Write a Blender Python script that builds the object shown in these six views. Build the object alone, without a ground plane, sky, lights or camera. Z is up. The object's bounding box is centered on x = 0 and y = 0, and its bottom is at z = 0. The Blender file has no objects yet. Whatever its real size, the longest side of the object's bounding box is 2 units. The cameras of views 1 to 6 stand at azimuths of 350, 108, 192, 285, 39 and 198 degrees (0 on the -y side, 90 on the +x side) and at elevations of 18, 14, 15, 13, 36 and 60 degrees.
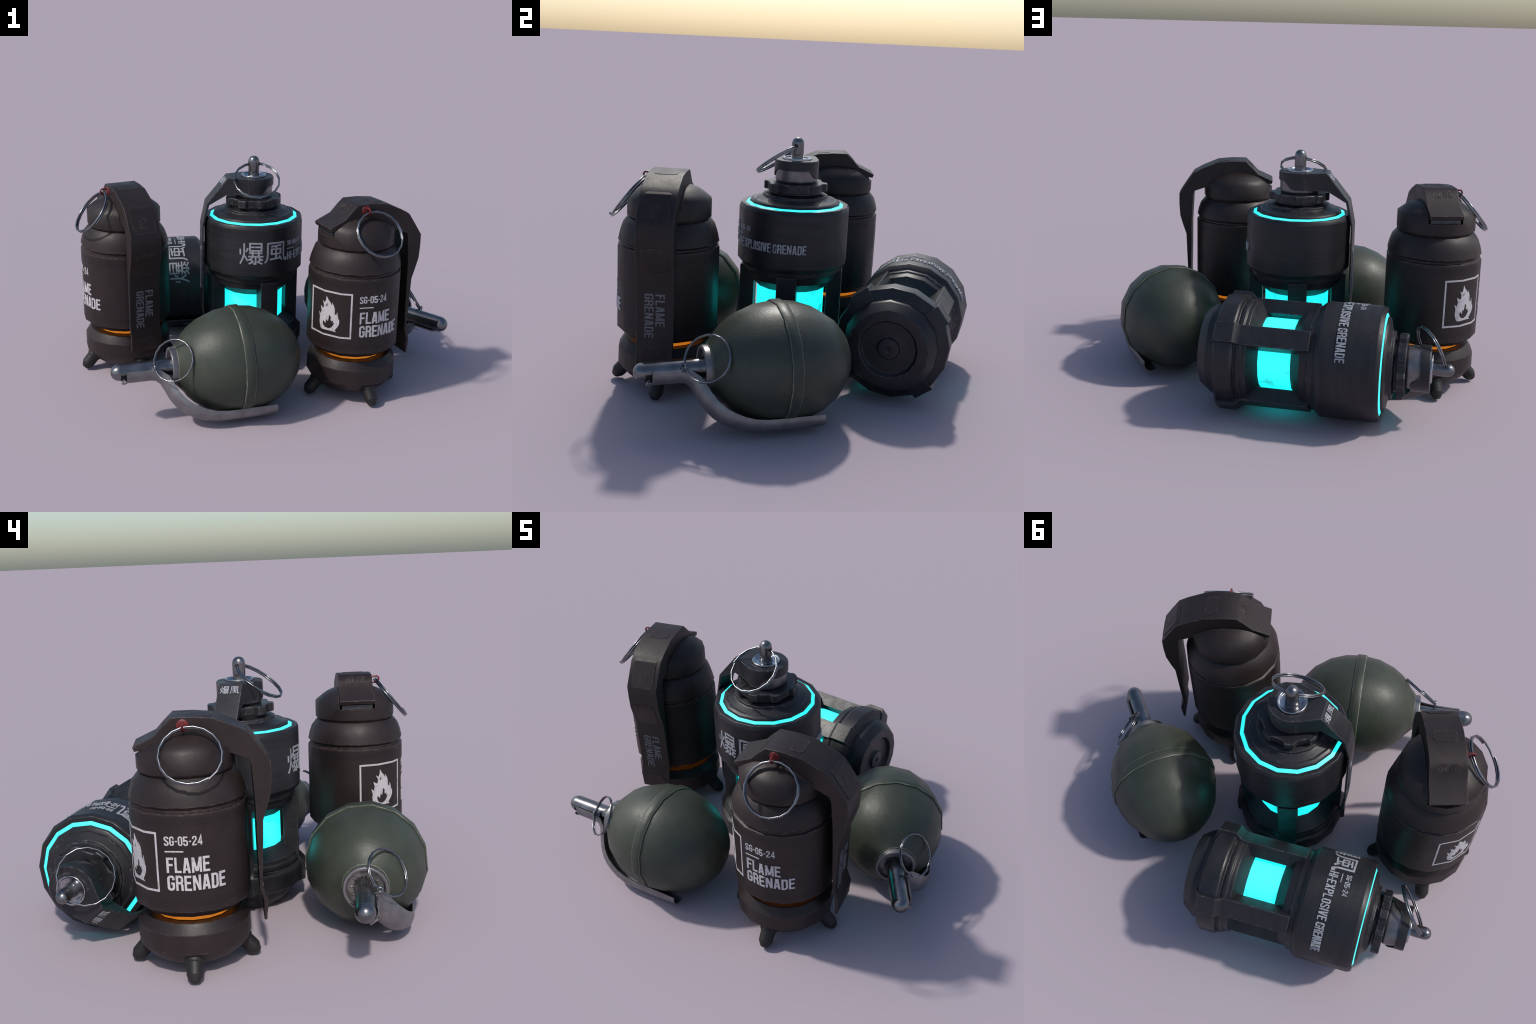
import bpy, bmesh, math
from math import sin, cos, pi, radians, hypot, atan2
from mathutils import Vector, Matrix
from mathutils.geometry import tessellate_polygon

SIDES = 16
STEP = 2 * pi / SIDES
COL = bpy.context.scene.collection


# ------------------------------------------------------------------ materials
class Nodes:
    """Small helper to wire shader nodes."""

    def __init__(self, name):
        self.mat = bpy.data.materials.new(name)
        self.mat.use_nodes = True
        self.t = self.mat.node_tree
        self.b = self.t.nodes["Principled BSDF"]
        tc = self.t.nodes.new("ShaderNodeTexCoord")
        self.obj = tc.outputs["Object"]

    def put(self, sock, v):
        if hasattr(v, "is_output"):
            self.t.links.new(v, sock)
        else:
            sock.default_value = v

    def math(self, op, a, b=0.0, c=0.0, clamp=False):
        n = self.t.nodes.new("ShaderNodeMath")
        n.operation = op
        n.use_clamp = clamp
        for s, v in zip(n.inputs, (a, b, c)):
            self.put(s, v)
        return n.outputs[0]

    def noise(self, scale, detail=3.0, rough=0.55, stretch=(1, 1, 1), shift=(0, 0, 0)):
        m = self.t.nodes.new("ShaderNodeMapping")
        m.inputs["Scale"].default_value = stretch
        m.inputs["Location"].default_value = shift
        self.put(m.inputs["Vector"], self.obj)
        n = self.t.nodes.new("ShaderNodeTexNoise")
        n.inputs["Scale"].default_value = scale
        n.inputs["Detail"].default_value = detail
        n.inputs["Roughness"].default_value = rough
        self.put(n.inputs["Vector"], m.outputs[0])
        return n.outputs["Fac"]

    def ramp(self, v, lo, hi, a=0.0, b=1.0):
        n = self.t.nodes.new("ShaderNodeMapRange")
        n.interpolation_type = "SMOOTHSTEP"
        self.put(n.inputs["Value"], v)
        for k, x in (("From Min", lo), ("From Max", hi), ("To Min", a), ("To Max", b)):
            n.inputs[k].default_value = x
        return n.outputs[0]

    def mix(self, f, a, b):
        n = self.t.nodes.new("ShaderNodeMix")
        n.data_type = "RGBA"
        self.put(n.inputs[0], f)
        for s, v in ((n.inputs[6], a), (n.inputs[7], b)):
            self.put(s, v if hasattr(v, "is_output") else (*v, 1.0))
        return n.outputs[2]

    def xyz(self):
        n = self.t.nodes.new("ShaderNodeSeparateXYZ")
        self.put(n.inputs[0], self.obj)
        return n.outputs

    def edge(self, radius):
        """0 on flat faces, rising where two faces meet (rubbed edges)."""
        bv = self.t.nodes.new("ShaderNodeBevel")
        bv.samples = 6
        bv.inputs["Radius"].default_value = radius
        g = self.t.nodes.new("ShaderNodeNewGeometry")
        d = self.t.nodes.new("ShaderNodeVectorMath")
        d.operation = "DOT_PRODUCT"
        self.put(d.inputs[0], bv.outputs[0])
        self.put(d.inputs[1], g.outputs["Normal"])
        return self.math("SUBTRACT", 1.0, d.outputs["Value"])

    def bump(self, h, strength, dist=0.003):
        n = self.t.nodes.new("ShaderNodeBump")
        n.inputs["Strength"].default_value = strength
        n.inputs["Distance"].default_value = dist
        self.put(n.inputs["Height"], h)
        self.put(self.b.inputs["Normal"], n.outputs[0])

    def finish(self, colour, rough, metal=0.0, spec=0.5):
        self.put(self.b.inputs["Base Color"], colour if hasattr(colour, "is_output") else (*colour, 1.0))
        self.put(self.b.inputs["Roughness"], rough)
        self.b.inputs["Metallic"].default_value = metal
        self.b.inputs["Specular IOR Level"].default_value = spec
        return self.mat


def twill(n, bands, count, radius, crossed=False):
    """Height 0..1 of slanted ribs in the given height bands round the z axis."""
    x, y, z = n.xyz()
    ang = n.math("ARCTAN2", y, x)
    k = count / (2 * pi)
    a = n.math("MULTIPLY", ang, k)
    b = n.math("MULTIPLY", z, k / radius)
    s = n.math("SINE", n.math("MULTIPLY", n.math("ADD", a, b), 2 * pi))
    if crossed:
        s2 = n.math("SINE", n.math("MULTIPLY", n.math("SUBTRACT", a, b), 2 * pi))
        s = n.math("MULTIPLY", s, s2)
    mask = None
    for lo, hi in bands:
        m = n.math("MULTIPLY", n.math("GREATER_THAN", z, lo), n.math("LESS_THAN", z, hi))
        mask = m if mask is None else n.math("ADD", mask, m)
    return n.math("MULTIPLY", n.ramp(s, -0.35, 0.35), mask), mask


def painted(name, dark, light, wear, rough, wear_amt=1.0, radius=0.007, ribs=None, streak=(1, 1, 1), spec=0.5, grain=0.25):
    n = Nodes(name)
    cloud = n.noise(7.0, 5.0, 0.62, streak)
    fine = n.noise(70.0, 3.0, 0.6, streak, (3, 1, 7))
    col = n.mix(n.ramp(cloud, 0.35, 0.68), dark, light)
    height = fine
    if ribs:
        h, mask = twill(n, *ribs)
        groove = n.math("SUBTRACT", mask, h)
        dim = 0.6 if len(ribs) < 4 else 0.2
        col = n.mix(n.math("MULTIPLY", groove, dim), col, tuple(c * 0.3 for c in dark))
        height = n.math("MULTIPLY_ADD", h, 2.2 if len(ribs) < 4 else 0.7, fine)
    if wear_amt:
        e = n.ramp(n.edge(radius), 0.004, 0.05)
        chips = n.ramp(n.noise(38.0, 4.0, 0.65, (1, 1, 1), (5, 5, 5)), 0.40, 0.66)
        col = n.mix(n.math("MULTIPLY", n.math("MULTIPLY", e, chips), wear_amt, clamp=True), col, wear)
    n.bump(height, grain, 0.0022)
    r = n.ramp(n.noise(11.0, 4.0, 0.6, (1, 1, 1), (9, 2, 4)), 0.3, 0.7, rough - 0.05, rough + 0.06)
    return n.finish(col, r, 0.0, spec)


def metal(name, c1, c2, rough, metallic=1.0, grain=0.1, scale=18.0):
    n = Nodes(name)
    col = n.mix(n.ramp(n.noise(scale, 4.0), 0.35, 0.65), c1, c2)
    n.bump(n.noise(110.0, 2.0), grain, 0.001)
    return n.finish(col, n.ramp(n.noise(14.0, 3.0, 0.6, (1, 1, 1), (2, 8, 1)), 0.3, 0.7, rough - 0.04, rough + 0.06), metallic)


def glowing(name, colour, strength, dirt, scale, base):
    n = Nodes(name)
    a = n.noise(scale, 5.0, 0.7, (1, 1, 0.8))
    b = n.noise(scale * 0.35, 2.0, 0.5, (1, 1, 1), (4, 1, 2))
    grime = n.math("MULTIPLY", n.ramp(a, 0.46, 0.74), n.ramp(b, 0.40, 0.62))
    n.put(n.b.inputs["Emission Color"], (*colour, 1.0))
    n.put(n.b.inputs["Emission Strength"], n.math("MULTIPLY_ADD", grime, -dirt * strength, strength))
    return n.finish(base, 0.45)


BROWN = ((0.0165, 0.0103, 0.0100), (0.0228, 0.0146, 0.0140), (0.115, 0.076, 0.070))
BLACK = ((0.0115, 0.0112, 0.0138), (0.0195, 0.0190, 0.0220), (0.14, 0.14, 0.155))
M = dict(
    flame=painted("dark_brown_paint", *BROWN, 0.50, 0.8, spec=0.38),
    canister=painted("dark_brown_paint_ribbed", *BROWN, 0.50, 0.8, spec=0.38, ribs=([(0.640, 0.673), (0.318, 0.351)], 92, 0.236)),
    foot=painted("black_rubber", (0.013, 0.0115, 0.0115), (0.018, 0.016, 0.016), (0.05, 0.045, 0.045), 0.52, 0.3, spec=0.38),
    black=painted("black_blue_paint", *BLACK, 0.42, 0.85, radius=0.009, streak=(1, 1, 3.0), spec=0.42),
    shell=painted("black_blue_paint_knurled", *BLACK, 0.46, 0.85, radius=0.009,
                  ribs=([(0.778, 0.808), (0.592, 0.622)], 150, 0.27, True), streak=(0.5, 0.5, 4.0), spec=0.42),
    green=painted("olive_green_paint", (0.034, 0.041, 0.029), (0.046, 0.053, 0.038), (0.20, 0.21, 0.165), 0.46, 0.8, radius=0.006, grain=0.35, spec=0.42),
    steel=metal("brushed_steel", (0.155, 0.155, 0.16), (0.215, 0.215, 0.225), 0.27, 0.95),
    bright=metal("polished_steel", (0.34, 0.35, 0.37), (0.46, 0.47, 0.49), 0.18),
    wire=metal("wire_steel", (0.18, 0.185, 0.195), (0.26, 0.265, 0.28), 0.22),
    grey=metal("dull_grey_steel", (0.20, 0.19, 0.195), (0.25, 0.24, 0.245), 0.42, 0.75),
    sleeve=metal("grey_sleeve_steel", (0.17, 0.16, 0.165), (0.22, 0.21, 0.215), 0.36, 0.8),
    dish=metal("stained_steel", (0.13, 0.115, 0.11), (0.26, 0.24, 0.235), 0.42, 0.8, 0.3, 30.0),
    plate=metal("hinge_steel", (0.06, 0.065, 0.07), (0.10, 0.105, 0.11), 0.4, 0.6),
    red=painted("red_plastic", (0.115, 0.009, 0.010), (0.15, 0.012, 0.014), (0.25, 0.05, 0.05), 0.42, 0.3),
    hole=painted("dark_hollow", (0.006, 0.006, 0.006), (0.008, 0.008, 0.008), (0.01, 0.01, 0.01), 0.8, 0.0),
    cyan=glowing("cyan_glow", (0.012, 1.0, 1.0), 1.15, 0.62, 15.0, (0.08, 0.45, 0.45)),
    cyan_ring=glowing("cyan_ring_glow", (0.018, 1.0, 1.0), 1.1, 0.5, 22.0, (0.08, 0.45, 0.45)),
    orange=glowing("orange_glow", (1.0, 0.29, 0.018), 0.48, 0.5, 20.0, (0.40, 0.14, 0.02)),
)


def worn(name, dark, wear, rough, lo, hi, spec=0.4):
    """Rubbed corner: the paint broken through to a paler colour in patches."""
    n = Nodes(name)
    big = n.ramp(n.noise(9.0, 3.0, 0.6, (1, 1, 1), (3, 3, 3)), 0.38, 0.62, 0.25, 1.0)
    chips = n.ramp(n.noise(46.0, 5.0, 0.7, (1, 1, 1), (5, 5, 5)), lo, hi)
    n.bump(n.noise(80.0, 3.0), 0.3, 0.002)
    return n.finish(n.mix(n.math("MULTIPLY", big, chips), dark, wear), rough, 0.0, spec)


M["flame_worn"] = worn("rubbed_brown_edge", (0.021, 0.0150, 0.0148), (0.125, 0.083, 0.077), 0.5, 0.47, 0.72)
M["black_worn"] = worn("rubbed_black_edge", (0.020, 0.0195, 0.0225), (0.150, 0.150, 0.168), 0.42, 0.49, 0.76)
M["green_worn"] = worn("rubbed_green_edge", (0.060, 0.067, 0.049), (0.210, 0.215, 0.165), 0.45, 0.30, 0.58)
WORN = dict(flame="flame_worn", canister="flame_worn", black="black_worn", shell="black_worn", green="green_worn")


def ink(name, c, worn):
    n = Nodes(name)
    col = n.mix(n.ramp(n.noise(42.0, 5.0, 0.7), 0.50, 0.74), c, worn)
    return n.finish(col, 0.55)


M["white"] = ink("white_print", (0.53, 0.505, 0.515), (0.27, 0.24, 0.24))
M["pale"] = ink("pale_print", (0.34, 0.35, 0.38), (0.10, 0.10, 0.11))
M["faded"] = ink("faded_print", (0.135, 0.130, 0.140), (0.040, 0.038, 0.042))
M["ghost"] = ink("ghost_print", (0.040, 0.036, 0.036), (0.030, 0.026, 0.026))


# ------------------------------------------------------------------ mesh tools
class Part:
    """Mesh data plus the children it carries; instanced for each copy."""

    def __init__(self, name, verts, faces, mat, smooth=True, sharp=40, weighted=True, bevel=0.0, kids=(), flip=False, rim=()):
        me = bpy.data.meshes.new(name)
        me.from_pydata([tuple(v) for v in verts], [], faces)
        bm = bmesh.new()
        bm.from_mesh(me)
        bmesh.ops.remove_doubles(bm, verts=bm.verts, dist=1e-6)
        if not flip:
            bmesh.ops.recalc_face_normals(bm, faces=bm.faces)
        bm.to_mesh(me)
        bm.free()
        me.materials.append(M[mat])
        if mat in WORN and (rim or bevel):
            me.materials.append(M[WORN[mat]])
        for p in me.polygons:
            p.use_smooth = smooth
            if rim:
                c = sum((me.vertices[i].co for i in p.vertices), Vector()) / len(p.vertices)
                n = len(p.vertices)
                zr = max(me.vertices[i].co.z for i in p.vertices) - min(me.vertices[i].co.z for i in p.vertices)
                if n == 4 and any(abs(c.z - (z0 + z1) / 2) < 3e-4 and abs(zr - abs(z1 - z0)) < 3e-4
                                  and abs(hypot(c.x, c.y) - (r0 + r1) / 2) < 0.006 for (r0, z0), (r1, z1) in rim):
                    p.material_index = 1
        if smooth:
            me.set_sharp_from_angle(angle=radians(sharp))
        self.name, self.me, self.kids, self.weighted, self.bevel = name, me, list(kids), weighted and smooth, bevel

    def place(self, parent):
        o = bpy.data.objects.new(self.name, self.me)
        COL.objects.link(o)
        o.parent = parent
        if self.bevel:
            b = o.modifiers.new("soft_edges", "BEVEL")
            b.width, b.segments, b.limit_method, b.angle_limit = self.bevel, 2, "ANGLE", radians(50)
            if len(self.me.materials) > 1:
                b.material = 1
        if self.weighted or self.bevel:
            w = o.modifiers.new("even_shading", "WEIGHTED_NORMAL")
            w.keep_sharp = not self.bevel
        for k in self.kids:
            k.place(o)
        return o


def soften(profile, d=0.0035, min_turn=22):
    """Cut the corners of a lathe profile by d so that they catch light."""
    out = [profile[0]]
    for a, p, b in zip(profile, profile[1:], profile[2:]):
        u, v = Vector((p[0] - a[0], p[1] - a[1])), Vector((b[0] - p[0], b[1] - p[1]))
        if u.length < 1e-6 or v.length < 1e-6 or p[0] < 1e-6:
            out.append(p)
            continue
        turn = abs(math.degrees(u.angle(v)))
        if turn < min_turn:
            out.append(p)
            continue
        c = min(d, u.length * 0.4, v.length * 0.4)
        out.append((p[0] - u.x / u.length * c, p[1] - u.y / u.length * c))
        out.append((p[0] + v.x / v.length * c, p[1] + v.y / v.length * c))
    out.append(profile[-1])
    return out


def corners(profile, widest=0.0065):
    """The short chamfer segments that soften() left: these are rubbed bare."""
    return [(a, b) for a, b in zip(profile, profile[1:]) if 1e-5 < hypot(b[0] - a[0], b[1] - a[1]) < widest and min(a[0], b[0]) > 0.1]


def lathe(profile, n=SIDES, turn=0.0, caps=False):
    verts, faces, rows = [], [], []
    for r, z in profile:
        if r < 1e-6:
            rows.append([len(verts)] * n)
            verts.append((0, 0, z))
        else:
            rows.append(list(range(len(verts), len(verts) + n)))
            verts += [(r * cos(turn + 2 * pi * i / n), r * sin(turn + 2 * pi * i / n), z) for i in range(n)]
    for a, b in zip(rows, rows[1:]):
        for i in range(n):
            j = (i + 1) % n
            f = []
            for k in (a[i], a[j], b[j], b[i]):
                if k not in f:
                    f.append(k)
            if len(f) > 2:
                faces.append(f)
    if caps:
        faces += [rows[0][::-1], rows[-1]]
    return verts, faces


def prism(poly, half, shift=0.0):
    """Side outline poly (x, z) thickened along y from -half to +half."""
    n = len(poly)
    verts = [(x, -half + shift, z) for x, z in poly] + [(x, half + shift, z) for x, z in poly]
    faces = [[i, (i + 1) % n, n + (i + 1) % n, n + i] for i in range(n)]
    for off in (0, n):
        tris = tessellate_polygon([[Vector((x, z, 0)) for x, z in poly]])
        faces += [[t[0] + off, t[1] + off, t[2] + off] for t in tris]
    return verts, faces


def strap(outer, inner, half, shift=0.0):
    """Closed bar between two outlines with equal point counts, 2*half wide (one half width, or one per station)."""
    verts, faces = [], []
    for k, ((xo, zo), (xi, zi)) in enumerate(zip(outer, inner)):
        h = half[k] if isinstance(half, (list, tuple)) else half
        verts += [(xo, shift - h, zo), (xo, shift + h, zo), (xi, shift + h, zi), (xi, shift - h, zi)]
    n = len(outer)
    for k in range(n - 1):
        a, b = 4 * k, 4 * k + 4
        for i in range(4):
            j = (i + 1) % 4
            faces.append([a + i, a + j, b + j, b + i])
    faces += [[3, 2, 1, 0], [4 * n - 4, 4 * n - 3, 4 * n - 2, 4 * n - 1]]
    return verts, faces


def box(x0, x1, y0, y1, z0, z1):
    v = [(x, y, z) for x in (x0, x1) for y in (y0, y1) for z in (z0, z1)]
    return v, [[0, 1, 3, 2], [4, 6, 7, 5], [0, 4, 5, 1], [2, 3, 7, 6], [0, 2, 6, 4], [1, 5, 7, 3]]


def frame_of(n):
    n = Vector(n).normalized()
    a = Vector((1, 0, 0)) if abs(n.x) < 0.9 else Vector((0, 1, 0))
    x = (a - n * a.dot(n)).normalized()
    return x, n.cross(x), n


def tube(path, r, seg=8, closed=False):
    """Round wire along a 3D path."""
    P = [Vector(p) for p in path]
    n = len(P)
    verts, faces = [], []
    ref = None
    for i, p in enumerate(P):
        if closed:
            t = P[(i + 1) % n] - P[i - 1]
        else:
            t = P[min(i + 1, n - 1)] - P[max(i - 1, 0)]
        t.normalize()
        if ref is None:
            ref = frame_of(t)[0]
        x = (ref - t * ref.dot(t)).normalized()
        ref = x
        y = t.cross(x)
        verts += [p + r * (cos(2 * pi * k / seg) * x + sin(2 * pi * k / seg) * y) for k in range(seg)]
    for i in range(n if closed else n - 1):
        a, b = i * seg, ((i + 1) % n) * seg
        for k in range(seg):
            j = (k + 1) % seg
            faces.append([a + k, a + j, b + j, b + k])
    if not closed:
        faces += [list(range(seg))[::-1], list(range((n - 1) * seg, n * seg))]
    return verts, faces


def split_ring(centre, normal, R, wire, start=0.0, turns=1.94, per=20):
    x, y, n = frame_of(normal)
    c = Vector(centre)
    k = int(turns * per)
    pts = []
    for i in range(k + 1):
        a = start + 2 * pi * i / per
        h = (i / per - turns / 2) * wire * 2.1
        pts.append(c + R * (cos(a) * x + sin(a) * y) + n * h)
    return tube(pts, wire, 8)


def merge(*parts):
    V, F = [], []
    for v, f in parts:
        k = len(V)
        V += list(v)
        F += [[i + k for i in q] for q in f]
    return V, F


# ------------------------------------------------------------------ flat marks wrapped on surfaces
def stroke(points, w, closed=False):
    """Flat ribbon of width w with mitred joints, as quads."""
    P = [Vector(p) for p in points]
    n = len(P)
    L, R = [], []
    for i, p in enumerate(P):
        a = P[i - 1] if (closed or i) else None
        b = P[(i + 1) % n] if (closed or i < n - 1) else None
        d1 = (p - a).normalized() if a is not None else None
        d2 = (b - p).normalized() if b is not None else None
        d1, d2 = d1 or d2, d2 or d1
        n1, n2 = Vector((-d1.y, d1.x)), Vector((-d2.y, d2.x))
        m = n1 + n2
        m = m.normalized() if m.length > 1e-6 else n1
        k = w / 2 / max(0.35, m.dot(n1))
        L.append(p + m * k)
        R.append(p - m * k)
    return [[R[i], R[(i + 1) % n], L[(i + 1) % n], L[i]] for i in range(n if closed else n - 1)]


def arc(cx, cy, rx, ry, a0, a1, n=5):
    return [(cx + rx * cos(radians(a0 + (a1 - a0) * i / n)), cy + ry * sin(radians(a0 + (a1 - a0) * i / n))) for i in range(n + 1)]


T = 0.138          # stem of the condensed capitals, cap height 1
H2 = T / 2


def leg(x0, x1, y0=0.0, y1=1.0, w=None):
    """Slanted stem with level ends."""
    w = (w or T * 1.06) / 2
    return ("quad", [(x0 - w, y0), (x0 + w, y0), (x1 + w, y1), (x1 - w, y1)])


def glyph(c):
    """Condensed capital: (advance width, strokes)."""
    W = 0.43
    l, r, b, t = H2, W - H2, H2, 1 - H2
    q = 0.13
    stem = [(l, 0), (l, 1)]
    if c in "FEL":
        s = [stem]
        if c in "FE":
            s += [[(T, t), (W * 0.95, t)], [(T, 0.52), (W * 0.86, 0.52)]]
        if c in "EL":
            s += [[(T, b), (W * 0.95, b)]]
        return W * 0.97, s
    if c == "A":
        return 0.47, [leg(0.073, 0.205), leg(0.397, 0.265), [(0.14, 0.25), (0.33, 0.25)]]
    if c == "V":
        return 0.45, [leg(0.195, 0.073), leg(0.255, 0.377)]
    if c == "M":
        return 0.60, [[(l, 0), (l, 1)], [(0.60 - l, 0), (0.60 - l, 1)], leg(0.282, T * 0.62, 0.08, 1, T), leg(0.318, 0.60 - T * 0.62, 0.08, 1, T)]
    if c == "N":
        return 0.47, [[(l, 0), (l, 1)], [(0.47 - l, 0), (0.47 - l, 1)], leg(0.47 - T * 0.62, T * 0.62, 0, 1, T)]
    if c == "G":
        return W, [[(r, 0.70), (r, t - q)] + arc(r - q, t - q, q, q, 0, 90, 3)[1:] + arc(l + q, t - q, q, q, 90, 180, 3)
                   + arc(l + q, b + q, q, q, 180, 270, 3) + arc(r - q, b + q, q, q, 270, 360, 3) + [(r, 0.47), (W * 0.52, 0.47)]]
    if c in "0O":
        return W, [arc(r - q, t - q, q, q, 0, 90, 3) + arc(l + q, t - q, q, q, 90, 180, 3)
                   + arc(l + q, b + q, q, q, 180, 270, 3) + arc(r - q, b + q, q, q, 270, 360, 3), "closed"]
    if c == "D":
        return W, [stem, [(T, t), (r - q, t)] + arc(r - q, t - q, q, q, 90, 0, 3)[1:] + arc(r - q, b + q, q, q, 0, -90, 3) + [(T, b)]]
    if c == "P":
        return W, [stem, [(T, t), (r - q, t)] + arc(r - q, t - q, q, q, 90, 0, 3)[1:] + arc(r - q, 0.46 + q, q, q, 0, -90, 3) + [(T, 0.46)]]
    if c == "R":
        return W, [stem, [(T, t), (r - q, t)] + arc(r - q, t - q, q, q, 90, 0, 3)[1:] + arc(r - q, 0.5 + q, q, q, 0, -90, 3) + [(T, 0.5)],
                   [(r - 0.06, 0.47), (r, 0.36), (r + 0.005, 0)]]
    if c == "S":
        return W, [[(r, 0.72), (r, t - q)] + arc(r - q, t - q, q, q, 0, 90, 3)[1:] + arc(l + q, t - q, q, q, 90, 180, 3)
                   + [(l, 0.66), (r, 0.36)] + arc(r - q, b + q, q, q, 0, -90, 3) + arc(l + q, b + q, q, q, 270, 180, 3) + [(l, 0.28)]]
    if c == "5":
        return W, [[(W * 0.93, t), (l, t), (l, 0.5), (r - q, 0.5 + 0.06)] + arc(r - q, 0.56 - q, q, q, 90, 0, 3)[1:]
                   + arc(r - q, b + q, q, q, 0, -90, 3) + arc(l + q, b + q, q, q, 270, 180, 3) + [(l, 0.28)]]
    if c == "2":
        return W, [[(l, 0.70), (l, t - q)] + arc(l + q, t - q, q, q, 180, 90, 3)[1:] + arc(r - q, t - q, q, q, 90, 0, 3)
                   + [(r, 0.62), (l, 0.2), (l, b), (W, b)]]
    if c == "4":
        return W, [[(r - 0.03, 0), (r - 0.03, 0.98), (l * 0.9, 0.26), (W * 1.03, 0.26)]]
    if c == "H":
        return 0.45, [[(l, 0), (l, 1)], [(0.45 - l, 0), (0.45 - l, 1)], [(T, 0.5), (0.45 - T, 0.5)]]
    if c == "I":
        return T, [[(l, 0), (l, 1)]]
    if c == "X":
        return 0.46, [leg(0.08, 0.38), leg(0.38, 0.08)]
    if c == "-":
        return 0.24, [[(0.02, 0.47), (0.22, 0.47)]]
    return 0.2, []


def line_of_text(s, x0, x1, y0, y1):
    """Strokes of a text line fitted into the box; list of quads per stroke."""
    gap = 0.07
    glyphs = [glyph(c) for c in s]
    total = sum(g[0] for g in glyphs) + gap * (len(s) - 1)
    sx, sy = (x1 - x0) / total, (y1 - y0)
    x, out = 0.0, []
    for w, strokes in glyphs:
        closed = "closed" in strokes
        for st in strokes:
            if st[0] == "quad":
                out.append([[Vector((x0 + (x + p[0]) * sx, y0 + p[1] * sy)) for p in st[1]]])
            elif st != "closed":
                out.append([[Vector((x0 + (x + p.x) * sx, y0 + p.y * sy)) for p in q] for q in stroke(st, T, closed)])
        x += w + gap
    return out


BLAST = [[(.03, .72), (.03, .46)], [(.19, .98), (.19, .5), (.12, .25), (.02, .03)], [(.345, .76), (.27, .58)], [(.2, .42), (.34, .16)],
         [(.43, .97), (.92, .97), (.92, .64), (.43, .64), "c"], [(.46, .805), (.89, .805)], [(.39, .53), (.97, .53)],
         [(.55, .61), (.55, .39)], [(.80, .61), (.80, .39)], [(.36, .37), (1.0, .37)], [(.56, .34), (.47, .25), (.37, .2)],
         [(.78, .34), (.87, .25), (.98, .2)], [(.675, .33), (.675, .03), (.57, .03)], [(.47, .21), (.56, .15)], [(.38, .03), (.6, .13)],
         [(.87, .21), (.78, .15)], [(.745, .13), (.96, .03)]]
WIND = [[(.02, .02), (.12, .2), (.14, .45), (.14, .95), (.86, .95), (.86, .3), (.93, .08), (1.0, .08), (1.0, .2)],
        [(.28, .79), (.73, .835)], [(.31, .66), (.70, .66), (.70, .43), (.31, .43), "c"], [(.505, .80), (.505, .21)],
        [(.24, .17), (.74, .225)], [(.645, .32), (.77, .11)]]


def character(strokes, x0, x1, y0, y1, w=0.072):
    out = []
    for s in strokes:
        closed = s[-1] == "c"
        pts = s[:-1] if closed else s
        out.append([[Vector((x0 + p.x * (x1 - x0), y0 + p.y * (y1 - y0))) for p in q] for q in stroke(pts, w, closed)])
    return out


def rounded_rect(x0, x1, y0, y1, r, n=4):
    pts = []
    for cx, cy, a in ((x1 - r, y1 - r, 0), (x0 + r, y1 - r, 90), (x0 + r, y0 + r, 180), (x1 - r, y0 + r, 270)):
        pts += arc(cx, cy, r, r, a, a + 90, n)
    return pts


def filled(*loops):
    flat = [Vector(p) for l in loops for p in l]
    tris = tessellate_polygon([[Vector((*p, 0)) for p in l] for l in loops])
    return [[flat[i] for i in t] for t in tris]


def wrapped(layers, place, cuts_x=(), cuts_y=(), lift=0.0012, sink=0.001, layer_step=0.00006):
    """Lay flat polygons on a surface as thin raised ink: place(x, y, height) -> 3D."""
    V, F = [], []
    for k, polys in enumerate(layers):
        bm = bmesh.new()
        for q in polys:
            try:
                bm.faces.new([bm.verts.new((p[0], p[1], 0)) for p in q])
            except ValueError:
                pass
        bmesh.ops.remove_doubles(bm, verts=bm.verts, dist=1e-6)
        for axis, cuts in ((0, cuts_x), (1, cuts_y)):
            xs = [v.co[axis] for v in bm.verts]
            if not xs:
                continue
            for c in cuts:
                if min(xs) < c < max(xs):
                    co, no = [0, 0, 0], [0, 0, 0]
                    co[axis], no[axis] = c, 1
                    bmesh.ops.bisect_plane(bm, geom=bm.verts[:] + bm.edges[:] + bm.faces[:], plane_co=co, plane_no=no, dist=1e-7)
        bm.verts.index_update()
        top, m = lift + layer_step * k, len(bm.verts)
        base = len(V)
        V += [place(v.co.x, v.co.y, top) for v in bm.verts] + [place(v.co.x, v.co.y, -sink) for v in bm.verts]
        for f in bm.faces:
            F.append([base + v.index for v in f.verts])
        for e in bm.edges:
            if len(e.link_faces) == 1:
                a, b = e.verts
                F.append([base + a.index, base + b.index, base + m + b.index, base + m + a.index])
        bm.free()
    return V, F


def on_drum(R):
    """Map (arc length, z) to the sixteen-sided drum of corner radius R."""
    def place(x, y, h):
        th = x / R
        d = (th % STEP) - STEP / 2
        r = R * cos(STEP / 2) / cos(d) + h
        return (r * cos(th), r * sin(th), y)
    return place


def drum_cuts(R):
    return [k * STEP * R for k in range(-SIDES, SIDES + 1)]


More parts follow.
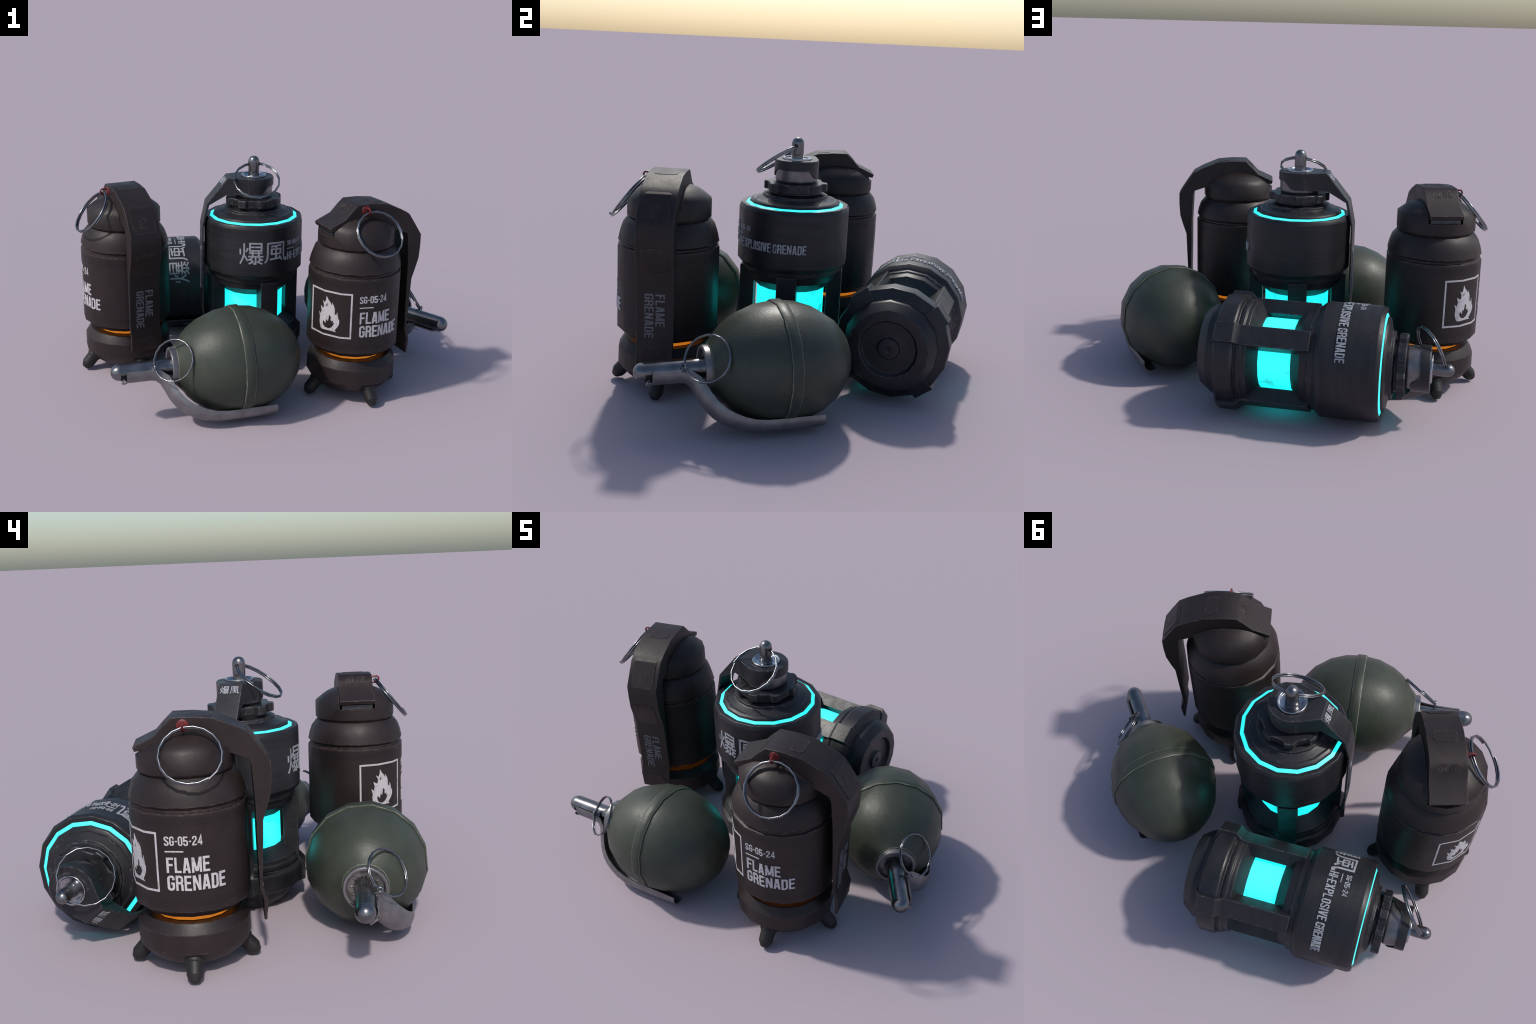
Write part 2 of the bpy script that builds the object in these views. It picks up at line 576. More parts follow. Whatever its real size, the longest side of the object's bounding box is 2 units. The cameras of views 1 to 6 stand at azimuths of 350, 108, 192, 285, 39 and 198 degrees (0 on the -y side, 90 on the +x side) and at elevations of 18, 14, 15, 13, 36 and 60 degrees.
def on_path(path):
    """Map (u along the polyline path, v across) to a strip whose outer side is the left of travel."""
    P = [Vector((x, z)) for x, z in path]
    acc = [0.0]
    for a, b in zip(P, P[1:]):
        acc.append(acc[-1] + (b - a).length)

    def place(v, u, h):
        k = max(i for i in range(len(P) - 1) if i == 0 or acc[i] <= u + 1e-9)
        d = (P[k + 1] - P[k]).normalized()
        q = P[k] + d * (u - acc[k]) + Vector((-d.y, d.x)) * h
        return (q.x, v, q.y)
    return place, acc


# ------------------------------------------------------------------ flame grenade
def deg(a, R):
    return radians(a) * R


def build_flame():
    parts = []
    RB = 0.2375
    canister = [(0.0, 0.262), (0.199, 0.262), (0.2375, 0.296), (RB, 0.6820), (0.2350, 0.6890), (0.2265, 0.6935), (0.2255, 0.7010), (0.2300, 0.7055), (0.2360, 0.7135),
                (0.2285, 0.7475), (0.2165, 0.7815), (0.1925, 0.8115), (0.1820, 0.8150), (0.1820, 0.83), (0.0, 0.83)]
    can = soften(canister[:3], 0.004) + canister[3:]
    can = Part("canister", *lathe(can), "canister", sharp=42, rim=[((RB, 0.6820), (0.2350, 0.6890))] + corners(can[:8], 0.0062))

    # printed label
    cuts = drum_cuts(RB)
    place = on_drum(RB)
    marks = []
    x0, x1 = deg(-179.0, RB), deg(-121.8, RB)
    marks.append(stroke([(x0, 0.3795), (x1, 0.3795), (x1, 0.6115), (x0, 0.6115)], 0.0085, True))
    marks += line_of_text("SG-05-24", deg(-112.4, RB), deg(-76.6, RB), 0.5670, 0.6040)
    marks.append(stroke([(deg(-112.2, RB), 0.5437), (deg(-94.6, RB), 0.5437)], 0.0052))
    marks += line_of_text("FLAME", deg(-111.4, RB), deg(-70.6, RB), 0.4590, 0.5200)
    marks += line_of_text("GRENADE", deg(-111.4, RB), deg(-55.2, RB), 0.3875, 0.4480)
    can.kids.append(Part("lettering", *wrapped(marks, place, cuts), "white", sharp=60, weighted=False))
    outer = [(.14, .0), (.09, .04), (.04, .13), (.02, .23), (.04, .32), (-.02, .47), (.09, .41), (.12, .53), (.07, .66), (.19, .61), (.24, .61),
             (.26, .72), (.18, .83), (.3, .78), (.35, .87), (.37, .98), (.45, .89), (.55, .82), (.6, .75), (.63, .83), (.72, .74), (.77, .64),
             (.78, .5), (.83, .49), (.88, .58), (.93, .47), (.94, .4), (.99, .36), (.99, .26), (.94, .17), (.86, .10), (.79, .04), (.87, .0)]
    inner = [(.26, .27), (.22, .22), (.24, .14), (.32, .08), (.49, .05), (.64, .10), (.74, .2), (.77, .27), (.69, .23), (.72, .32), (.64, .28),
             (.59, .32), (.6, .4), (.51, .46), (.5, .37), (.47, .27), (.42, .28), (.38, .33), (.37, .23), (.35, .19), (.29, .23)]
    spark = [(.40, .66), (.37, .72), (.40, .79), (.43, .73)]

    def em(p):
        return (deg(-165.2 + 29.5 * p[0], RB), 0.405 + 0.185 * p[1])
    emblem = [filled([em(p) for p in outer], [em(p) for p in inner], [em(p) for p in spark])]
    can.kids.append(Part("flame_emblem", *wrapped(emblem, place, cuts), "white", sharp=60, weighted=False))
    parts.append(can)

    # cap with a channel cut for the lever
    cap = soften([(0.0, 0.812), (0.182, 0.8165), (0.1915, 0.8200), (0.1955, 0.8255)], 0.0035, 30) + soften([(0.1955, 0.830), (0.1955, 0.905), (0.160, 0.9325), (0.137, 0.9475), (0.112, 0.958),
                  (0.083, 0.9655), (0.045, 0.971), (0.0, 0.973)], 0.0, 90)
    v, f = lathe(cap)
    p = Part("cap", v, f, "flame", sharp=66, weighted=False, rim=[((0.1915, 0.8200), (0.1955, 0.8255))])
    cut_me = bpy.data.meshes.new("cutter")
    bv, bf = box(-0.3, 0.3, -0.0855, 0.0855, 0.880, 1.1)
    cut_me.from_pydata(bv, [], bf)
    co, cc = bpy.data.objects.new("cap_blank", p.me), bpy.data.objects.new("cutter", cut_me)
    COL.objects.link(co)
    COL.objects.link(cc)
    mod = co.modifiers.new("channel", "BOOLEAN")
    mod.object, mod.operation, mod.solver = cc, "DIFFERENCE", "EXACT"
    bpy.context.view_layer.update()
    me = bpy.data.meshes.new_from_object(co.evaluated_get(bpy.context.evaluated_depsgraph_get()))
    me.name = "cap"
    bpy.data.objects.remove(co)
    bpy.data.objects.remove(cc)
    bpy.data.meshes.remove(cut_me)
    me.materials.clear()
    me.materials.append(M["flame"])
    me.materials.append(M["flame_worn"])
    for q in me.polygons:
        q.use_smooth = True
        q.material_index = int(0.8195 < q.center.z < 0.8258 and hypot(q.center.x, q.center.y) > 0.185)
    me.set_sharp_from_angle(angle=radians(66))
    p.me = me
    p.kids.append(Part("hinge_plate", *box(-0.1745, 0.15, -0.0735, 0.0735, 0.872, 0.9000), "plate", sharp=30))
    parts.append(p)

    # base with its glowing neck
    base = soften([(0.0, 0.232), (0.160, 0.232), (0.185, 0.2335), (0.2045, 0.2375), (0.2305, 0.1955), (0.232, 0.117), (0.208, 0.083), (0.178, 0.058),
                   (0.150, 0.0445), (0.09, 0.034), (0.0, 0.031)], 0.003)
    parts.append(Part("base", *lathe(base), "flame", sharp=42, rim=corners(base, 0.0062)))
    parts.append(Part("glow_band", *lathe([(0.1585, 0.234), (0.1585, 0.2615)]), "orange"))

    # four splayed feet
    foot = soften([(0.0, 0.02), (0.0400, 0.02), (0.0400, 0.081), (0.0345, 0.085), (0.0335, 0.134), (0.0175, 0.1615), (0.0, 0.1625)], 0.003)
    v, f = lathe(foot, 14)
    ax, nn = Vector((0.67, 0, -0.742)).normalized(), Vector((0.742, 0, 0.67)).normalized()
    rot = Matrix((nn, Vector((0, 1, 0)), ax)).transposed()
    for k in range(4):
        R = Matrix.Rotation(k * pi / 2 - radians(0.8), 3, "Z")
        parts.append(Part("foot", [R @ (rot @ Vector(q) + nn * 0.199) for q in v], f, "foot"))

    # safety lever: a deep solid strap over the cap and down the side
    outer = [(-0.1975, 0.9235), (-0.112, 0.9615), (-0.075, 1.001), (-0.042, 1.0315), (0.040, 1.0312), (0.118, 1.0235), (0.208, 0.9855), (0.2560, 0.9580),
             (0.2950, 0.9010), (0.3345, 0.8410), (0.3345, 0.7800), (0.3300, 0.7150), (0.3120, 0.6550), (0.2950, 0.6060), (0.2910, 0.5050), (0.2830, 0.3300),
             (0.3030, 0.2650), (0.2955, 0.1850)]
    inner = [(-0.1915, 0.9050), (-0.150, 0.9120), (-0.1400, 0.8850), (-0.080, 0.884), (0.040, 0.884), (0.110, 0.884), (0.170, 0.8845), (0.2000, 0.8745),
             (0.2500, 0.8565), (0.2575, 0.8300), (0.2610, 0.7700), (0.2650, 0.7000), (0.2670, 0.6500), (0.2675, 0.6000), (0.2680, 0.5000), (0.2715, 0.3180),
             (0.2860, 0.2680), (0.2845, 0.1850)]
    lever = Part("lever", *strap(outer, inner, 0.0835), "flame", sharp=52, bevel=0.0028)
    place, acc = on_path(outer)

    def at_z(z):
        for i in range(6, len(outer) - 1):
            z0, z1 = outer[i][1], outer[i + 1][1]
            if z1 <= z <= z0:
                return acc[i] + (acc[i + 1] - acc[i]) * (z0 - z) / (z0 - z1)
    pads = []
    for u0, u1, half in ((acc[4] + 0.012, acc[5] - 0.004, 0.052), (acc[7] - 0.016, at_z(0.842), 0.060), (at_z(0.735), at_z(0.612), 0.056),
                         (at_z(0.262), at_z(0.196), 0.056)):
        pads.append([filled(rounded_rect(-half, half, u0, u1, 0.02))])
    pv = [wrapped(p, place, (), acc, 0.0022, 0.001) for p in pads]
    lever.kids.append(Part("grip_pad", *merge(*pv), "flame", sharp=35))
    # pressed flame badge on the upper pad
    u0 = at_z(0.865)

    def badge(p):
        return (-0.024 + 0.048 * p[0], u0 - 0.075 * p[1])
    bo = [(.14, .0), (.02, .23), (-.02, .47), (.09, .41), (.07, .66), (.24, .61), (.18, .83), (.37, .98), (.6, .75), (.72, .74), (.78, .5), (.88, .58),
          (.99, .36), (.94, .17), (.8, .0)]
    bi = [(.26, .27), (.24, .14), (.49, .05), (.74, .2), (.72, .32), (.6, .4), (.5, .37), (.38, .33)]
    lever.kids.append(Part("pressed_flame", *wrapped([filled([badge(p) for p in bo], [badge(p) for p in bi])], place, (), acc, 0.0030, 0.001), "flame", sharp=35))
    # words read downwards on the lower strap
    down = lambda v, u, h: place(-v, u, h)
    tl = []
    for word, a, b, z0, z1 in (("GRENADE", -0.047, -0.006, 0.523, 0.316), ("FLAME", 0.0025, 0.0440, 0.523, 0.372)):
        for polys in line_of_text(word, at_z(z0), at_z(z1), a, b):
            tl.append([[(-q[1], q[0]) for q in poly] for poly in polys])
    lever.kids.append(Part("lettering", *wrapped(tl, down, (), acc, 0.001, 0.001), "faded", sharp=60, weighted=False))
    # pressed characters on the short front slope
    fs = []
    for polys in character(BLAST, -0.049, -0.006, 0, 0.042, 0.10) + character(WIND, 0.006, 0.049, 0, 0.042, 0.10):
        fs.append([[(q[0], acc[3] - 0.016 - (0.042 - q[1])) for q in poly] for poly in polys])
    fs = [[[(-q[0], 2 * (acc[3] - 0.037) - q[1]) for q in poly] for poly in polys] for polys in fs]
    fs = [[[(q[0], 2 * (acc[3] - 0.037) - q[1]) for q in poly] for poly in polys] for polys in fs]
    lever.kids.append(Part("pressed_lettering", *wrapped(fs, place, (), acc, 0.0006, 0.001), "flame", sharp=35))
    parts.append(lever)

    # red retaining stud with an eye, and the split ring hanging in it
    stud = soften([(0.0, -0.002), (0.0255, -0.002), (0.0245, 0.0035), (0.016, 0.0065), (0.0, 0.0075)], 0.001)
    v, f = lathe(stud, 16)
    sv = [(q[0], -0.0813 - q[2], q[1] + 0.9995) for q in v]
    eye = [(0.0, -0.083, 0.9865), (0.0, -0.100, 0.9835), (0.0, -0.111, 0.985), (0.0, -0.1215, 0.9935), (0.0, -0.1235, 1.0050), (0.0, -0.117, 1.0140),
           (0.0, -0.099, 1.0145), (0.0, -0.083, 1.0095)]
    ring = Part("pull_ring", *split_ring((0.026, -0.1835, 0.9030), (-0.010, -0.785, 0.62), 0.1205, 0.0049, start=-0.3, per=18), "wire", sharp=80)
    parts.append(Part("ring_stud", *merge((sv, f), tube(eye, 0.0046, 8)), "red", kids=[ring]))
    return parts


# ------------------------------------------------------------------ cylindrical blast grenade
def build_blast():
    parts = []
    RB = 0.2712
    lower = soften([(0.0, 0.021), (0.010, 0.021), (0.0115, 0.0100), (0.047, 0.0100), (0.055, 0.025), (0.125, 0.026), (0.1360, 0.0060), (0.1845, 0.0060),
                    (0.2165, 0.050), (0.2222, 0.082), (0.2625, 0.0985), (0.2675, 0.104), (0.2685, 0.176), (0.2625, 0.187), (0.2470, 0.191), (0.2470, 0.1975),
                    (0.2520, 0.2025), (0.2515, 0.2195), (0.2430, 0.2260), (0.2425, 0.2440), (0.1690, 0.2885), (0.10, 0.2885)], 0.0025)
    parts.append(Part("base_cup", *lathe(lower), "black", sharp=42, rim=corners(lower, 0.0045)))
    parts.append(Part("glow_tube", *lathe([(0.1685, 0.2875), (0.1685, 0.4405)]), "cyan"))
    shell = soften([(0.10, 0.4395), (0.1690, 0.4395), (0.2175, 0.4845), (0.2260, 0.4885), (0.2340, 0.5200), (0.2385, 0.5255), (0.2445, 0.5290),
                    (0.2450, 0.5520), (0.2515, 0.5535), (0.2712, 0.5765), (RB, 0.8330), (0.2625, 0.8535), (0.2400, 0.8505)], 0.003)
    shell = Part("shell", *lathe(shell), "shell", sharp=42, rim=corners(shell, 0.0052))
    place, cuts = on_drum(RB), drum_cuts(RB)
    m = character(BLAST, deg(65.0, RB), deg(91.8, RB), 0.6465, 0.7650)
    m += character(WIND, deg(93.3, RB), deg(120.6, RB), 0.6500, 0.7640, 0.078)
    m += line_of_text("SG-05-24", deg(122.8, RB), deg(146.2, RB), 0.7335, 0.7590)
    m.append(stroke([(deg(122.8, RB), 0.7140), (deg(133.6, RB), 0.7140)], 0.0042))
    m += line_of_text("HI-EXPLOSIVE", deg(123.0, RB), deg(173.8, RB), 0.6535, 0.6965)
    m += line_of_text("GRENADE", deg(176.2, RB), deg(210.0, RB), 0.6535, 0.6965)
    shell.kids.append(Part("lettering", *wrapped(m, place, cuts), "pale", sharp=60, weighted=False))
    parts.append(shell)
    parts.append(Part("glow_ring", *lathe([(0.2402, 0.8503), (0.2232, 0.8572)]), "cyan_ring"))
    collar = soften([(0.2232, 0.8572), (0.2195, 0.8670), (0.2060, 0.8740), (0.2000, 0.8745), (0.1960, 0.8725), (0.1640, 0.8845), (0.1625, 0.8860), (0.1600, 0.8865),
                     (0.1600, 0.8965), (0.1570, 0.8990), (0.1300, 0.9040), (0.1220, 0.9050), (0.1220, 0.930), (0.0, 0.930)], 0.0022)
    parts.append(Part("collar", *lathe(collar), "black", sharp=42, rim=corners(collar, 0.0040)))

    # toothed nut: eight broad teeth
    out = []
    for k in range(8):
        c = radians(11.25 + 45 * k)
        for a, r in ((-13.0, 0.1375), (-7.5, 0.1535), (0.0, 0.1555), (7.5, 0.1535), (13.0, 0.1375), (22.5, 0.1365)):
            out.append((c + radians(a), r))
    rows = ((0.0, 0.918), (-0.0025, 0.9175), (0.0, 0.9205), (0.0, 0.9535), (-0.003, 0.9565))
    v, f = [], []
    n = len(out)
    for d, z in rows[1:]:
        v += [((r + d) * cos(a), (r + d) * sin(a), z) for a, r in out]
    for k in range(3):
        for i in range(n):
            j = (i + 1) % n
            f.append([k * n + i, k * n + j, (k + 1) * n + j, (k + 1) * n + i])
    b = len(v)
    v += [(0.09 * cos(a), 0.09 * sin(a), 0.9575) for a, r in out] + [(0.09 * cos(a), 0.09 * sin(a), 0.9170) for a, r in out]
    for i in range(n):
        j = (i + 1) % n
        f.append([3 * n + i, 3 * n + j, b + j, b + i])
        f.append([j, i, b + n + i, b + n + j])
    parts.append(Part("toothed_nut", v, f, "black", sharp=24, weighted=False))

    sleeve = soften([(0.0, 0.950), (0.088, 0.950), (0.0985, 0.9625), (0.1010, 0.9690), (0.1022, 1.040), (0.0, 1.040)], 0.002)
    parts.append(Part("sleeve", *lathe(sleeve, 24), "sleeve", sharp=40))

    # hub of the lever: skirt that hangs deeper on the lever side
    n, v, f = 32, [], []
    rings = []

    def skirt(a):
        w = abs((a + pi) % (2 * pi) - pi)
        t = min(1.0, max(0.0, (w - radians(103)) / radians(23)))
        return 0.9790 + (1.0195 - 0.9790) * t
    spec = [lambda a: (0.0955, skirt(a) + 0.0015), lambda a: (0.1070, skirt(a)), lambda a: (0.1080, skirt(a) + 0.002), lambda a: (0.1080, 1.0600),
            lambda a: (0.1040, 1.0655), lambda a: (0.0760, 1.0665), lambda a: (0.0740, 1.0635), lambda a: (0.0, 1.0635)]
    for s in spec:
        rings.append(len(v))
        for i in range(n):
            a = 2 * pi * (i + 0.5) / n
            r, z = s(a)
            v.append((r * cos(a), r * sin(a), z))
    for a, b in zip(rings, rings[1:]):
        for i in range(n):
            j = (i + 1) % n
            f.append([a + i, a + j, b + j, b + i])
    hub = (v, f)
    hw = 0.0551
    outer = [(0.0426, 1.0668), (0.1457, 1.0684), (0.2613, 0.9302), (0.2746, 0.8680), (0.2880, 0.8062), (0.2895, 0.6500), (0.2905, 0.4000), (0.2870, 0.3000), (0.2740, 0.2480)]
    inner = [(0.0426, 0.9790), (0.1530, 0.9747), (0.2494, 0.9212), (0.2640, 0.8620), (0.2790, 0.8030), (0.2805, 0.6500), (0.2820, 0.4000), (0.2785, 0.3030), (0.2670, 0.2510)]
    lever = Part("lever", *strap(outer, inner, [0.0990] + [hw] * (len(outer) - 1)), "black", sharp=48, bevel=0.0022)
    lever.kids.append(Part("lever_hub", *hub, "black", sharp=40))
    place, acc = on_path(outer)
    m = []
    for polys in character(BLAST, -0.043, -0.003, 0, 0.038, 0.085) + character(WIND, 0.003, 0.043, 0, 0.038, 0.085):
        m.append([[(q[0], acc[1] + 0.053 - q[1]) for q in poly] for poly in polys])
    ua = acc[4] + (0.8062 - 0.675)
    for polys in line_of_text("HI-EXPLOSIVE GRENADE", ua, ua + 0.235, -0.012, 0.014):
        m.append([[(q[1], q[0]) for q in poly] for poly in polys])
    lever.kids.append(Part("lettering", *wrapped(m, place, (), acc, 0.001, 0.001), "pale", sharp=60, weighted=False))
    parts.append(lever)

    washer = soften([(0.0, 1.0660), (0.040, 1.0655), (0.055, 1.0680), (0.0600, 1.0745), (0.0655, 1.0760), (0.0685, 1.0720), (0.0685, 1.060)], 0.0015)
    pin = [(0.0335, 1.0650), (0.0305, 1.0690), (0.0290, 1.0720), (0.0285, 1.0840), (0.0285, 1.0905), (0.0300, 1.0930), (0.0302, 1.1430), (0.0285, 1.1535), (0.0235, 1.1630),
           (0.0160, 1.1695), (0.0080, 1.1725), (0.0, 1.1735)]
    ring = Part("pull_ring", *split_ring((0.0, 0.0953, 1.0613), (0.042, 0.566, 0.823), 0.1210, 0.0043, start=0.4, per=16), "wire", sharp=80)
    holes = []
    for sgn in (-1, 1):
        hv, hf = lathe([(0.0, 0.0), (0.0095, 0.0), (0.0095, -0.004)], 12)
        holes.append(([(sgn * (0.0300 + q[2]), q[0], q[1] * 1.1 + 1.1335) for q in hv], hf))
    pinp = Part("safety_pin", *lathe(pin, 20), "steel", sharp=50, kids=[Part("pin_hole", *merge(*holes), "hole"), ring])
    parts.append(Part("washer", *lathe(washer, 24), "bright", sharp=45, kids=[pinp]))

    # four straps from the lower lugs up to the shell
    lug_out = [(0.222, 0.078), (0.2770, 0.0985), (0.2808, 0.1025), (0.2808, 0.1830), (0.2785, 0.1880), (0.2525, 0.2170), (0.2525, 0.5330)]
    lug_in = [(0.181, z) for z in (0.080, 0.100, 0.110, 0.180, 0.190, 0.2200, 0.5330)]
    half = 0.0475
    v, f = strap(lug_out, lug_in, half)
    for k in range(4):
        R = Matrix.Rotation(radians(11.25 + 90 * k), 3, "Z")
        parts.append(Part("side_strap", [R @ Vector(q) for q in v], f, "black", sharp=40, bevel=0.0025))
    return parts


# ------------------------------------------------------------------ egg grenade
def build_egg():
    parts = []
    a, b = 0.3280, 0.2695

    def rad(z):
        return b * math.sqrt(max(0.0, 1 - (z / a) ** 2))
    zs = [-0.3280, -0.319, -0.292, -0.245, -0.165, -0.085, 0.0, 0.10, 0.178, 0.232, 0.268]
    prof = [(rad(z), z) for z in zs] + [(0.1330, 0.2810), (0.1015, 0.3110), (0.0985, 0.3140), (0.0, 0.3140)]
    body = Part("egg_body", *lathe(prof), "green", sharp=42, weighted=False, rim=[(prof[-3], prof[-2])])
    band = [(0.255, -0.0238), (rad(-0.02) + 0.0026, -0.0228), (rad(-0.02) + 0.0050, -0.0198), (b + 0.0040, 0.0), (rad(0.02) + 0.0050, 0.0232), (rad(0.02) + 0.0020, 0.0272), (0.255, 0.0282)]
    body.kids.append(Part("seam_band", *lathe(band), "green", sharp=40, weighted=False, rim=[(band[1], band[2]), (band[4], band[5])]))
    parts.append(body)
    col = soften([(0.0880, 0.308), (0.0950, 0.3125), (0.0960, 0.3370), (0.0935, 0.3425), (0.0830, 0.3430), (0.0800, 0.3390), (0.0785, 0.3230), (0.0770, 0.3215)], 0.0018)
    parts.append(Part("collar", *lathe(col, 20), "grey", sharp=45))
    v, f = lathe([(0.0790, 0.3225), (0.066, 0.3245), (0.050, 0.3230), (0.0, 0.3230)], 20)
    dents = []
    for k in range(10):
        an = 2 * pi * k / 10 + 0.2
        c = Vector((0.0585 * cos(an), 0.0585 * sin(an), 0.3235))
        dv, df = lathe(soften([(0.0, 0.0045), (0.0030, 0.0038), (0.0055, 0.0)], 0.0008), 8)
        dents.append(([(c.x + 1.5 * q[0] * cos(an) - q[1] * sin(an), c.y + 1.5 * q[0] * sin(an) + q[1] * cos(an), c.z + q[2]) for q in dv], df))
    parts.append(Part("dished_plate", *merge((v, f), *dents), "dish", sharp=50))

    fuze = [(0.0520, 0.3220), (0.0480, 0.3300), (0.0440, 0.3420), (0.0422, 0.3560), (0.0420, 0.5860), (0.0400, 0.5990), (0.0340, 0.6130), (0.0245, 0.6232), (0.0125, 0.6290), (0.0, 0.6305)]
    fz = Part("fuze_tube", *lathe(fuze, 20), "steel", sharp=50)
    slot = []
    for s0, s1 in ((-52, 52),):
        k = 10
        pts = []
        for i in range(k + 1):
            t = radians(s0 + (s1 - s0) * i / k)
            pts.append((0.0427 * cos(t), 0.0427 * sin(t)))
        v = [(x, y, z) for z in (0.560, 0.586) for x, y in pts] + [(x * 0.8, y * 0.8, z) for z in (0.560, 0.586) for x, y in pts]
        n = k + 1
        f = [[i, i + 1, n + i + 1, n + i] for i in range(k)] + [[2 * n + i, i, n + i, 3 * n + i] for i in (0, k)]
        f += [[n + i, n + i + 1, 3 * n + i + 1, 3 * n + i] for i in range(k)] + [[i, i + 1, 2 * n + i + 1, 2 * n + i] for i in range(k)]
        slot.append((v, f))
    fz.kids.append(Part("fuze_slot", *merge(*slot), "hole", sharp=40))
    parts.append(fz)

    # spoon: a channel-section strap that hugs the fuze, then bows round the body
    path = [(0.0570, 0.5600), (0.0580, 0.5300), (0.0580, 0.4800), (0.0580, 0.4400), (0.0620, 0.4160), (0.0800, 0.3975), (0.1170, 0.3820), (0.1605, 0.3630), (0.1920, 0.3430), (0.2190, 0.3205), (0.2440, 0.2915),
            (0.2630, 0.2580), (0.2840, 0.2095), (0.2965, 0.1560), (0.3005, 0.1000), (0.3005, 0.0500), (0.2995, -0.0600), (0.2985, -0.1570)]
    half = [78, 78, 78, 77, 76, 76, 77, 78, 78, 78, 78, 77, 76, 76, 76, 76, 76, 74]
    rc = [0.0515, 0.0515, 0.0515, 0.0525, 0.0550, 0.0575, 0.0590, 0.0595, 0.0595, 0.0595, 0.0590, 0.0580, 0.0560, 0.0530, 0.0500, 0.0490, 0.0485, 0.0475]
    P = [Vector(p) for p in path]
    seg, verts, faces = 8, [], []
    wall = 0.0065
    for i, p in enumerate(P):
        t = (P[min(i + 1, len(P) - 1)] - P[max(i - 1, 0)]).normalized()
        nrm = Vector((-t.y, t.x))            # outward from the body
        if nrm.dot(Vector((1, 0.2))) < 0:
            nrm = -nrm
        for thick in (0.0, wall):
            r = rc[i] - thick
            for k in range(seg + 1):
                an = radians(-half[i] + 2 * half[i] * k / seg)
                q = p + nrm * (r * cos(an) - rc[i])
                verts.append((q.x, r * sin(an), q.y))
    m = 2 * (seg + 1)
    for i in range(len(P) - 1):
        A, B = i * m, (i + 1) * m
        for k in range(seg):
            faces.append([A + k, A + k + 1, B + k + 1, B + k])
            faces.append([A + seg + 1 + k + 1, A + seg + 1 + k, B + seg + 1 + k, B + seg + 1 + k + 1])
        faces.append([A, B, B + seg + 1, A + seg + 1])
        faces.append([A + seg, A + m - 1, B + m - 1, B + seg])
    for A in (0, (len(P) - 1) * m):
        for k in range(seg):
            faces.append([A + k, A + k + 1, A + seg + 1 + k + 1, A + seg + 1 + k])
    lever = Part("lever", verts, faces, "grey", sharp=50, weighted=False)
    # hooked tongue at the hinge and two ears beside the tube
    hook = [(0.0570, -0.018, 0.556), (0.0600, -0.018, 0.570), (0.0560, -0.018, 0.581), (0.0460, -0.018, 0.580), (0.0400, -0.018, 0.570)]
    hv, hf = [], []
    for y0, y1 in ((-0.019, 0.019),):
        pr = [(q[0], q[2]) for q in hook]
        o, inn = pr, [(x - 0.0035 * cos(i * 0.6), z - 0.0035) for i, (x, z) in enumerate(pr)]
        hv, hf = strap(o, inn, 0.019)
    lever.kids.append(Part("hinge_hook", hv, hf, "grey", sharp=40))
    ears = []
    for sgn in (-1, 1):
        ev, ef = box(0.008, 0.030, sgn * 0.0490 - 0.0025, sgn * 0.0490 + 0.0025, 0.405, 0.440)
        ears.append((ev, ef))
    lever.kids.append(Part("hinge_ear", *merge(*ears), "grey", sharp=30))
    parts.append(lever)

    # cotter pin through the ears, with bent tails, and the split ring in its eye
    eye = [(0.0105 * cos(2 * pi * k / 10), 0.0640 + 0.0105 * sin(2 * pi * k / 10)) for k in range(10)]
    pin = tube([(0.012 + x, y, 0.4245) for x, y in eye], 0.0054, 8, True)
    t1 = tube([(0.014, 0.052, 0.4250), (0.014, 0.0, 0.4260), (0.013, -0.050, 0.4260), (0.012, -0.058, 0.4360), (0.016, -0.068, 0.4740)], 0.0028, 6)
    t2 = tube([(0.010, 0.052, 0.4235), (0.010, 0.0, 0.4225), (0.011, -0.050, 0.4215), (0.009, -0.060, 0.4140), (-0.004, -0.074, 0.3850)], 0.0028, 6)
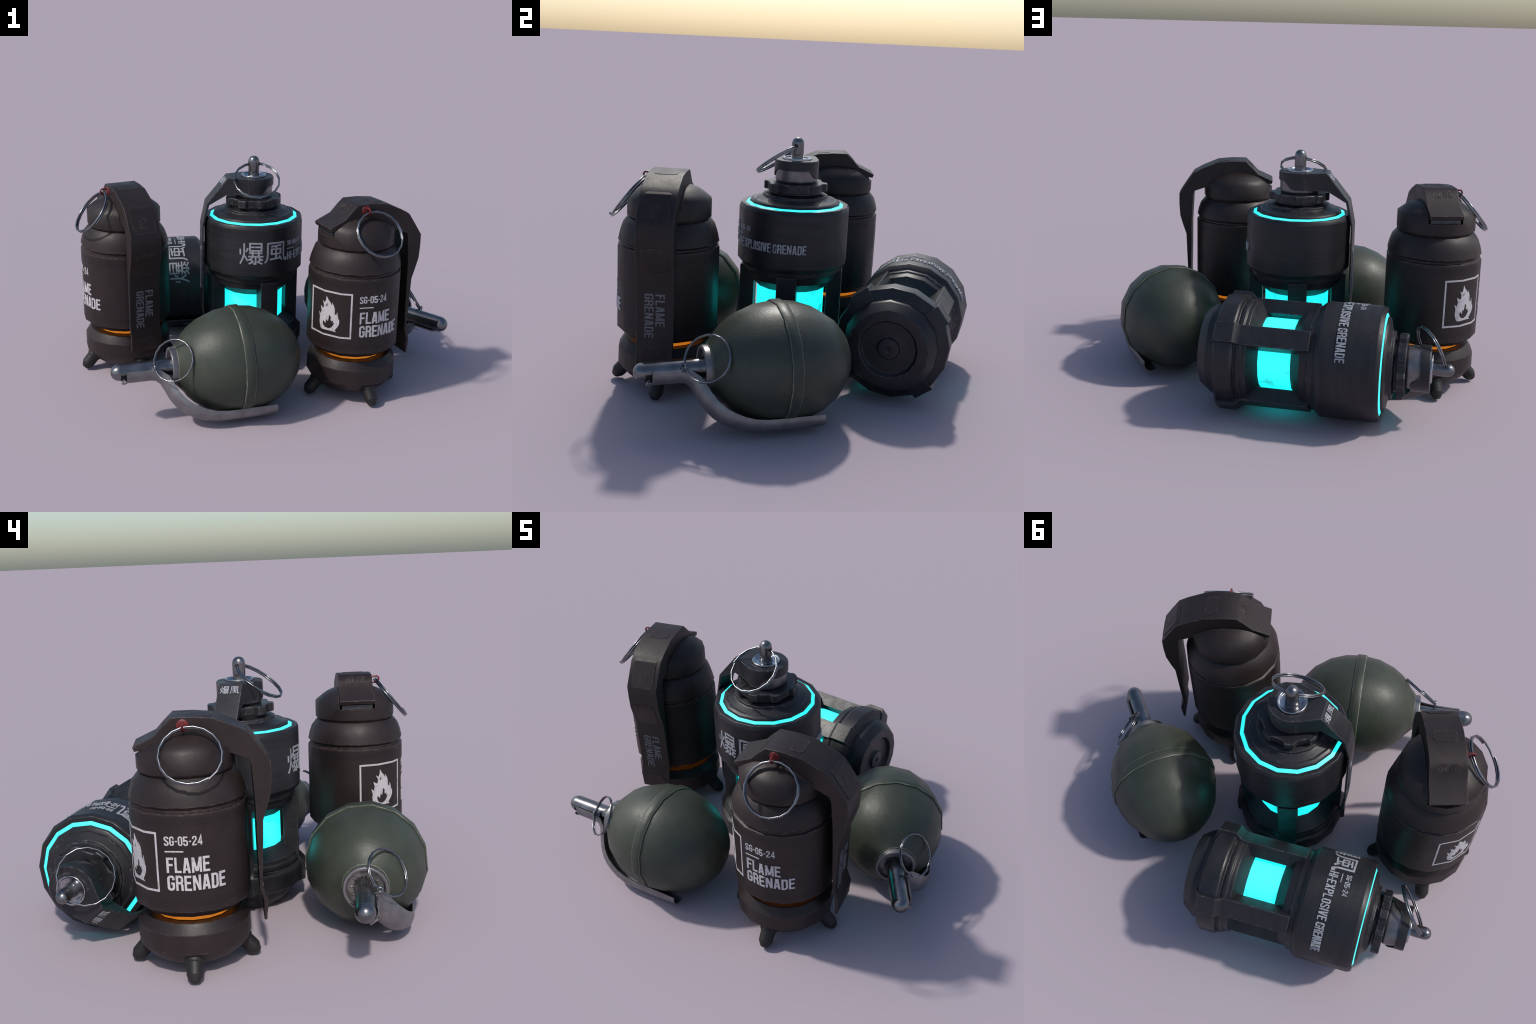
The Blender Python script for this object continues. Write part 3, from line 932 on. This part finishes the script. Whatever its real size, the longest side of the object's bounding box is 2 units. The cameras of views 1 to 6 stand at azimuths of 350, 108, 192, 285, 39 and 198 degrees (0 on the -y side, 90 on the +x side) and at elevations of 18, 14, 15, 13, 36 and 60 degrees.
    ring = Part("pull_ring", *split_ring((0.0, 0.1165, 0.3400), (0.0, 0.82, 0.57), 0.1018, 0.0036, start=0.6, per=18), "wire", sharp=80)
    parts.append(Part("cotter_pin", *merge(pin, t1, t2), "wire", sharp=80, kids=[ring]))
    return parts


# ------------------------------------------------------------------ set the six grenades out
def thing(name, parts, matrix, label, category):
    e = bpy.data.objects.new(name, None)
    e.empty_display_size = 0.1
    COL.objects.link(e)
    e.matrix_world = matrix
    e["label"], e["category"] = label, category
    for p in parts:
        p.place(e)
    return e


def pose(origin, x, z):
    z = Vector(z).normalized()
    x = Vector(x)
    x = (x - z * x.dot(z)).normalized()
    y = z.cross(x)
    m = Matrix((x, y, z)).transposed().to_4x4()
    m.translation = Vector(origin)
    return m


def upright(x, y, yaw):
    return pose((x, y, 0), (cos(radians(yaw)), sin(radians(yaw)), 0), (0, 0, 1))


def rolled(centre, axis, roll):
    d = Vector(axis).normalized()
    h = Vector((0, 0, 1)).cross(d).normalized()
    v = d.cross(h)
    return pose(centre, h * cos(radians(roll)) + v * sin(radians(roll)), d)


flame, blast, egg = build_flame(), build_blast(), build_egg()
L1 = "dark brown canister grenade on four stubby feet with strap lever"
L2 = "black cylindrical grenade with glowing cyan core and ring"
L3 = "olive green egg grenade lying with steel fuze and spoon"
thing("flame_grenade", flame, upright(0.4062, -0.4520, 13.2), L1, "hand grenade")
thing("flame_grenade", flame, upright(-0.7452, 0.0541, -72.6), L1, "hand grenade")
thing("blast_grenade", blast, upright(-0.0427, 0.0166, 180.0), L2, "hand grenade")
a = radians(-131.6)
thing("blast_grenade", blast, pose((0.2830, 0.5840, 0.2812), (0, cos(a), sin(a)), (-1, 0, 0)), L2, "hand grenade")
thing("egg_grenade", egg, rolled((-0.2283, -0.5875, 0.2700), (-0.9921, -0.1249, 0.0040), -51), L3, "hand grenade")
thing("egg_grenade", egg, rolled((0.6056, 0.1639, 0.2700), (0.5951, -0.8036, -0.0020), -51), L3, "hand grenade")
